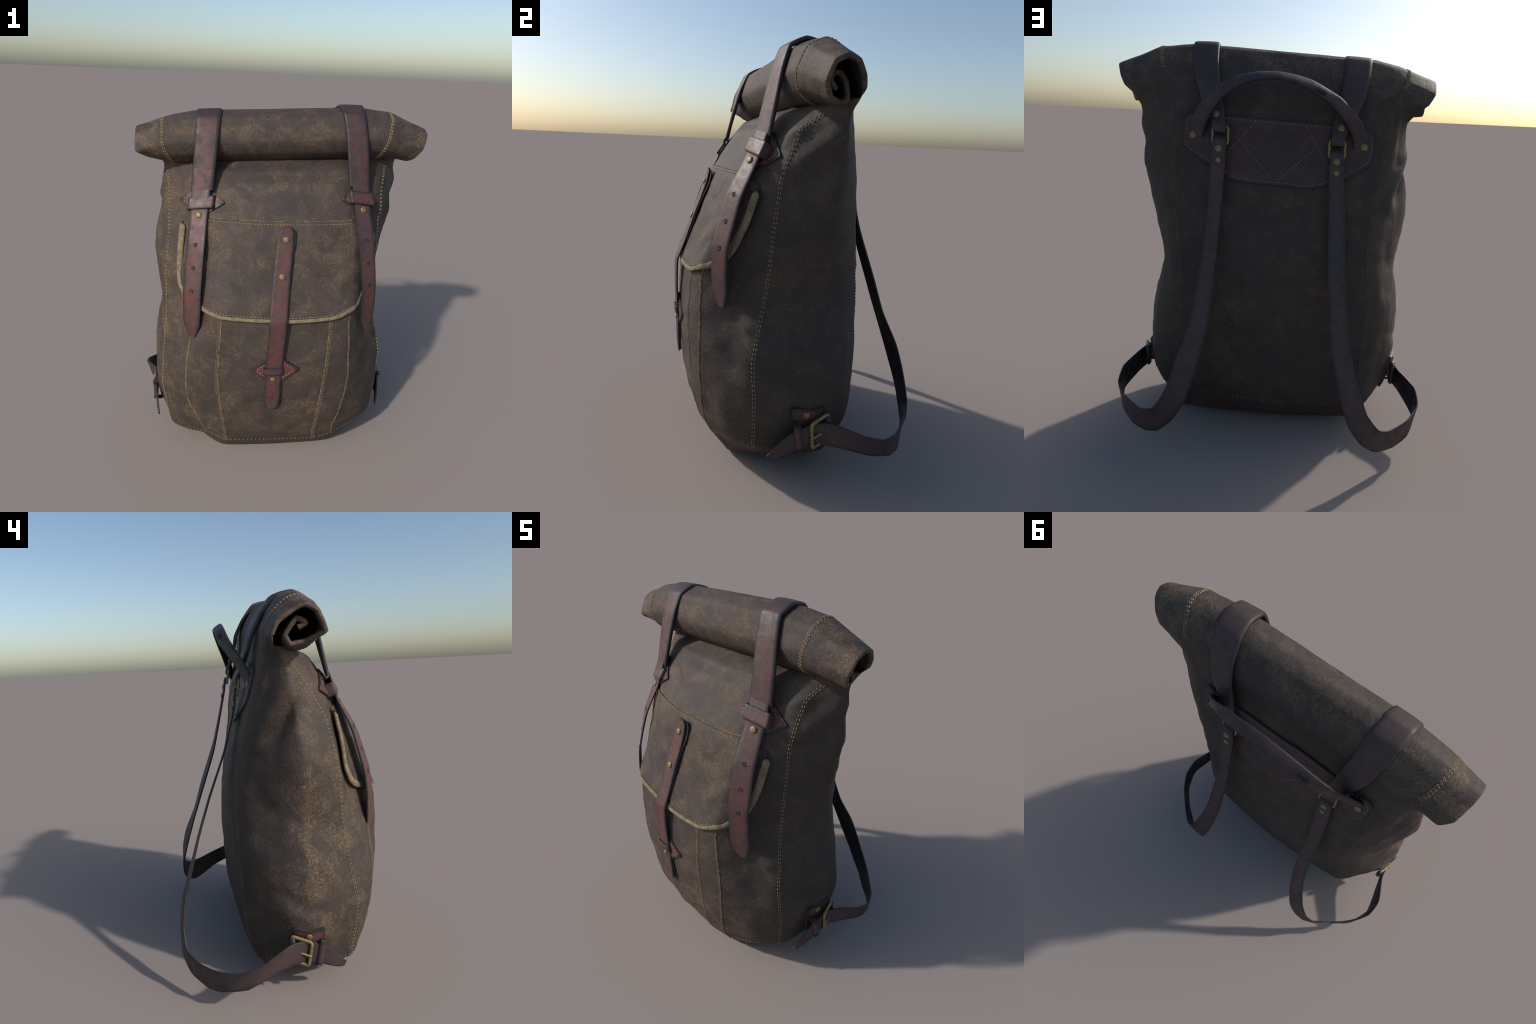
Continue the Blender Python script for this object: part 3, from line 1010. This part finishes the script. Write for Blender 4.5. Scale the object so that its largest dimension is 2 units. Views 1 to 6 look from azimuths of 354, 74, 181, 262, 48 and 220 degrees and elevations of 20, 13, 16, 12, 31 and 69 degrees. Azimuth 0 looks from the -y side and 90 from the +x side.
def face_normal_along(C, i, W):
    T = V(C[min(len(C) - 1, i + 1)]) - V(C[max(0, i - 1)])
    n = T.cross(V(W)).normalized()
    return n if n.y < 0 else -n


for C, W, par in ((CRt, WRt, TR), (CLt, WLt, TL)):
    place(RIVET, "rivet", V(C[2]), face_normal_along(C, 2, W[2]), par, 1.05)
    for i in (3, 4, 5):
        n = face_normal_along(C, i, W[i])
        place(PUNCH, "punch_hole", V(C[i]) + n * .0008, n, par)

# ------------------------------------------------------------- pocket strap
CC = [(.010, -.4215, 1.416), (.009, -.426, 1.392), (.005, -.437, 1.349), (-.004, -.466, 1.26), (-.014, -.498, 1.169), (-.024, -.540, 1.04),
      (-.031, -.577, .94), (-.036, -.580, .82), (-.041, -.576, .70), (-.043, -.571, .62), (-.043, -.570, .52), (-.043, -.566, .45),
      (-.043, -.564, .425), (-.042, -.562, .41)]
WC = [(1, 0, .04)] * len(CC)
wC = [.034, .072, .084, .088, .090, .090, .092, .092, .090, .088, .086, .080, .064, .034]
PS = band("pocket_strap", CC, WC, wC, .010, RED, None, 110, False, .5)
CU = [(V(c) + V((.012, .010, -.012))) for c in CC[:3]] + [V(c) + V((.006, .008, 0)) for c in CC[3:6]]
band("strap_backing", CU, WC[:6], [.04, .076, .086, .088, .088, .086], .008, DARKRED, PS, 40, False, .5)
CB = [(V(c) + V((.008, .009, .012))) for c in CC[9:]]
band("strap_backing", CB, WC[9:], [.084, .084, .08, .064, .034], .008, DARKRED, PS, 30, False, .5)
for i in (2, 4):
    place(RIVET, "rivet", V(CC[i]), face_normal_along(CC, i, WC[i]), PS)
place(RIVET, "rivet", V((-.044, -.5710, .607)), V((0, -1, -.1)), PS, .85)
place(PUNCH, "punch_hole", V((-.044, -.5685, .487)), V((0, -1, -.1)), PS, .8)
keeper_loop("keeper", (-.096, -.583, .676), (.008, -.583, .680), (-.096, -.580, .634), (.008, -.580, .638), .030, .007, RED, PS)
diamond_patch("keeper_patch", (-.168, -.560, .654), (.103, -.560, .660), .098, PS)

# -------------------------------------------------------- back patch and handle
BP = [(.435, .12, 1.652), (.457, .12, 1.625), (.460, .12, 1.505), (.440, .12, 1.480), (.340, .12, 1.415), (.262, .12, 1.372), (.205, .12, 1.345),
      (.14, .12, 1.336), (0, .12, 1.330), (-.15, .12, 1.322), (-.215, .12, 1.327), (-.262, .12, 1.345), (-.345, .12, 1.376), (-.440, .12, 1.430),
      (-.462, .12, 1.455), (-.470, .12, 1.575), (-.452, .12, 1.603), (-.30, .12, 1.622), (0, .12, 1.634), (.30, .12, 1.648)]
bpo = dense_outline(BP, .014, .25)
YOKE = leather_patch("yoke", bpo, .011, PATCH, (0, -1, 0), None, 14, .05)
bc = V((0, .12, 1.49))
st = []
for q in bpo:
    dv = q - bc
    p = V((q.x - math.copysign(.016, dv.x) * min(1, abs(dv.x) / .2), q.y, q.z - math.copysign(.014, dv.z) * min(1, abs(dv.z) / .06)))
    st.append(cast(p, (0, -1, 0), .0125)[0])
st.append(st[0])
stitches("yoke_stitching", [st], .0095, .0085, .0017, PALETHREAD, YOKE, project=False)


def on_back(x, z, h=.0125):
    return cast(V((x, .2, z)), (0, -1, 0), h)[0]


def back_line(a, b, n=14):
    return [on_back(a[0] + (b[0] - a[0]) * i / n, a[1] + (b[1] - a[1]) * i / n) for i in range(n + 1)]


stitches("yoke_stitching", [back_line((.107, 1.626), (.186, 1.533)), back_line((.186, 1.533), (.25, 1.462)), back_line((.186, 1.533), (0, 1.342)),
                            back_line((0, 1.342), (-.193, 1.519)), back_line((-.133, 1.612), (-.193, 1.519)), back_line((-.193, 1.519), (-.25, 1.43))],
         .0095, .0085, .0017, PALETHREAD, YOKE, project=False)

# faint debossed stamp on the yoke: two short lines of lettering between rules
for txt, x, z, sz in (("TANNER", 0.0, 1.545, .052), ("GOODS", 0.0, 1.487, .052)):
    cu = bpy.data.curves.new("stamp", "FONT")
    cu.body = txt
    cu.size = sz
    cu.align_x = "CENTER"
    cu.extrude = .0012
    cu.space_character = 1.1
    tmp = bpy.data.objects.new("tmp", cu)
    bpy.context.scene.collection.objects.link(tmp)
    me = bpy.data.meshes.new_from_object(tmp.evaluated_get(bpy.context.evaluated_depsgraph_get()))
    bpy.data.objects.remove(tmp)
    bpy.data.curves.remove(cu)
    for v in me.vertices:
        px, pz, h = x - v.co.x, z + v.co.y, v.co.z
        v.co = on_back(px, pz + .03 * px, .01075 + max(0.0, h) * .40)
    me.materials.clear()
    me.materials.append(STAMP)
    obj("stamp", me, YOKE)

HO = [(.432, .138, 1.545), (.420, .152, 1.625), (.386, .174, 1.687), (.299, .211, 1.777), (.203, .223, 1.822), (.106, .230, 1.846), (.009, .231, 1.851),
      (-.069, .233, 1.841), (-.157, .234, 1.818), (-.280, .224, 1.755), (-.330, .208, 1.712), (-.395, .178, 1.650), (-.434, .145, 1.575), (-.440, .134, 1.515)]
HI = [(.363, .168, 1.540), (.340, .192, 1.612), (.300, .216, 1.679), (.249, .240, 1.734), (.164, .265, 1.791), (.079, .276, 1.814), (-.005, .279, 1.818),
      (-.075, .278, 1.804), (-.140, .275, 1.776), (-.235, .262, 1.720), (-.295, .228, 1.660), (-.340, .195, 1.605), (-.365, .168, 1.545), (-.368, .156, 1.500)]
HND = strap("carry_handle", HO, HI, .012, DARKRED, None, 90, True, .5, crown=.004)
mk = [(V(a).lerp(V(b), .42), V(a).lerp(V(b), .80)) for a, b in (((-.186, .234, 1.806), (-.160, .275, 1.764)), ((-.232, .231, 1.784), (-.204, .270, 1.740)))]
up = V((-.05, .55, .6)).normalized() * .0055
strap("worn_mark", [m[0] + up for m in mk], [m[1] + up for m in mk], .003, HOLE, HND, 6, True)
for x, z in ((.408, 1.548), (-.416, 1.524)):
    p, n = cast(V((x, .2, z)), (0, -1, 0), .0125)
    place(RIVET, "rivet", p, n, YOKE, 1.1)
for lx in ((.428, .37, 1.562), (-.436, -.375, 1.532)):
    stitches("handle_stitching", [[on_back(lx[0] + (lx[1] - lx[0]) * i / 8, lx[2] - .02 - .012 * i / 8 * (1 if lx[0] > 0 else .5)) for i in range(9)]],
             .0095, .007, .0016, PALETHREAD, YOKE, project=False)


# ---------------------------------------------------------------- brass rings
def rect_loop(c, ax, ay, w, h, rc, n=5):
    """Rounded rectangle centred at c in plane (ax, ay)."""
    c, ax, ay = V(c), V(ax).normalized(), V(ay).normalized()
    pts = []
    for (sx, sy, a0) in ((1, 1, 0), (-1, 1, 90), (-1, -1, 180), (1, -1, 270)):
        for i in range(n + 1):
            a = math.radians(a0 + 90 * i / n)
            pts.append(c + ax * (sx * (w / 2 - rc) + rc * math.cos(a)) + ay * (sy * (h / 2 - rc) + rc * math.sin(a)))
    return pts


for cx, cz, sgn in ((.272, 1.557, 1), (-.286, 1.513, -1)):
    cy = .186 if sgn > 0 else .190
    loop = rect_loop((cx, cy, cz), (1, -.06 * sgn, .04), (0, -.2, 1), .074, .082, .014)
    tube("strap_ring", loop, .0068, BRASS, None, True, 10)
for C, W, par, z0 in ((CR, WR, SR, 1), (CL, WL, SL, 1)):
    p = V(C[3])
    n = (V(C[4]) - V(C[2])).cross(V(W[3])).normalized()
    n = n if n.y > 0 else -n
    place(RIVET, "rivet", p + n * .0008, n, par, 1.0)


# ------------------------------------------------------------- shoulder straps
RO = [(.304, .190, 1.554), (.304, .209, 1.546), (.307, .214, 1.515), (.313, .226, 1.45), (.316, .298, 1.168), (.340, .395, .90), (.368, .451, .721), (.415, .519, .56),
      (.452, .547, .44), (.490, .552, .356), (.539, .542, .286), (.607, .497, .253), (.672, .435, .248), (.742, .362, .253), (.793, .273, .268),
      (.797, .167, .303), (.745, .055, .338), (.722, -.005, .345), (.714, -.06, .335), (.712, -.115, .315), (.705, -.165, .285), (.690, -.215, .225), (.682, -.246, .186)]
RI = [(.243, .190, 1.554), (.243, .209, 1.546), (.241, .214, 1.515), (.240, .228, 1.44), (.256, .310, 1.10), (.272, .408, .82), (.291, .462, .665), (.336, .522, .462),
      (.372, .552, .345), (.405, .557, .285), (.450, .552, .22), (.515, .534, .160), (.590, .484, .124), (.672, .425, .122), (.750, .335, .150),
      (.784, .215, .188), (.745, .075, .222), (.716, -.005, .232), (.712, -.06, .225), (.710, -.115, .212), (.704, -.165, .190), (.690, -.205, .172), (.684, -.232, .170)]
LO = [(-.317, .190, 1.514), (-.317, .209, 1.506), (-.320, .212, 1.475), (-.326, .222, 1.40), (-.337, .284, 1.195), (-.350, .376, .96), (-.367, .444, .765), (-.392, .487, .62),
      (-.426, .526, .489), (-.452, .543, .42), (-.488, .556, .324), (-.554, .543, .236), (-.625, .480, .196), (-.730, .393, .207), (-.801, .285, .234),
      (-.802, .178, .270), (-.735, .050, .305), (-.722, -.005, .310), (-.718, -.055, .300), (-.716, -.11, .280), (-.712, -.155, .252), (-.700, -.205, .190), (-.693, -.236, .160)]
LI = [(-.256, .190, 1.514), (-.256, .209, 1.506), (-.253, .212, 1.475), (-.2515, .222, 1.40), (-.261, .278, 1.185), (-.270, .373, .950), (-.286, .440, .765), (-.305, .494, .60),
      (-.340, .545, .455), (-.368, .566, .355), (-.405, .574, .258), (-.470, .570, .168), (-.550, .530, .105), (-.648, .455, .082), (-.731, .390, .105),
      (-.788, .265, .138), (-.745, .090, .187), (-.718, -.005, .195), (-.716, -.055, .188), (-.714, -.11, .175), (-.710, -.155, .155), (-.700, -.195, .138), (-.693, -.222, .136)]
SHR = strap("shoulder_strap", RO, RI, .011, DARKRED, None, 200, False, .5)
SHL = strap("shoulder_strap", LO, LI, .011, DARKRED, None, 200, True, .5)
for x, y, z, s, par in ((.276, .2175, 1.495, 1.0, SHR), (.275, .2295, 1.442, .85, SHR), (-.286, .2145, 1.457, 1.0, SHL), (-.287, .2235, 1.405, .85, SHL)):
    place(RIVET, "rivet", (x, y - .001, z), (0, .96, .24), par, s)


# ------------------------------------------------------------- side buckles
def side_buckle(sg, tab, frame_t, frame_b, back_t, back_b, riv, par, kt, kb):
    tb = dense_outline(tab, .010, .2)
    T = leather_patch("buckle_tab", tb, .014, RED, (-sg, 0, 0), None, 8, .14)
    p, n = cast(V(riv), (-sg, 0, 0), .014)
    place(RIVET, "rivet", p, n, T, .95)
    ft, fb, bt, bb = V(frame_t), V(frame_b), V(back_t), V(back_b)
    c = (ft + fb + bt + bb) / 4
    loop = spline([bt.lerp(ft, .08), bt.lerp(ft, .5), bt.lerp(ft, .9), ft.lerp(fb, .09), ft.lerp(fb, .5), ft.lerp(fb, .91), fb.lerp(bb, .1),
                   fb.lerp(bb, .5), fb.lerp(bb, .92), bb.lerp(bt, .06), bb.lerp(bt, .5), bb.lerp(bt, .94)], 4, .45, True)
    B = tube("buckle", loop, .0085, BRASS, None, True, 10)
    mb, mf = bb.lerp(bt, .46), fb.lerp(ft, .44)
    off = V((sg * .004, 0, 0))
    tube("prong", [mb + off, mb.lerp(mf, .5) + off * 2.2, mf + off * 1.6, mf + off + (mf - mb).normalized() * .006], .0058, BRASS, B, False, 8)
    # leather sleeve holding the rear bar
    q = [bb.lerp(bt, .06), bb.lerp(bt, .35), bb.lerp(bt, .65), bb.lerp(bt, .94)]
    tube("bar_sleeve", q, .0145, DARKRED, T, False, 12)
    # strap keeper
    kt, kb = V(kt), V(kb)
    w = V((0, .014, .003))
    keeper_loop("keeper", kt + w, kt - w, kb + w, kb - w, .02, .007, RED, T)
    # sides of the keeper, top and bottom, running back to the tab
    nx = V((-sg, 0, 0))
    strap("keeper_side", [kt + w, kt + w + V((0, 0, .006)) + nx * .008, kt + w + V((0, 0, .006)) + nx * .05],
          [kt - w, kt - w + V((0, 0, .006)) + nx * .008, kt - w + V((0, 0, .006)) + nx * .05], .006, RED, T, 10, sg > 0, .2)
    strap("keeper_side", [kb + w, kb + w - V((0, 0, .006)) + nx * .008, kb + w - V((0, 0, .006)) + nx * .05],
          [kb - w, kb - w - V((0, 0, .006)) + nx * .008, kb - w - V((0, 0, .006)) + nx * .05], .006, RED, T, 10, sg < 0, .2)


side_buckle(1, [(.66, -.136, .405), (.66, -.06, .396), (.66, .012, .402), (.66, .030, .32), (.66, .022, .225), (.66, -.06, .215), (.66, -.125, .222)],
            (.724, -.058, .346), (.724, -.048, .228), (.694, .030, .372), (.694, .032, .246), (.66, -.067, .369), SHR,
            (.722, -.119, .330), (.722, -.102, .222))
side_buckle(-1, [(-.68, -.122, .362), (-.68, -.05, .358), (-.68, .024, .370), (-.68, .035, .29), (-.68, .028, .185), (-.68, -.05, .175), (-.68, -.115, .18)],
            (-.726, -.056, .302), (-.726, -.036, .184), (-.700, .036, .334), (-.700, .028, .204), (-.68, -.05, .330), SHL,
            (-.728, -.112, .296), (-.728, -.090, .180))
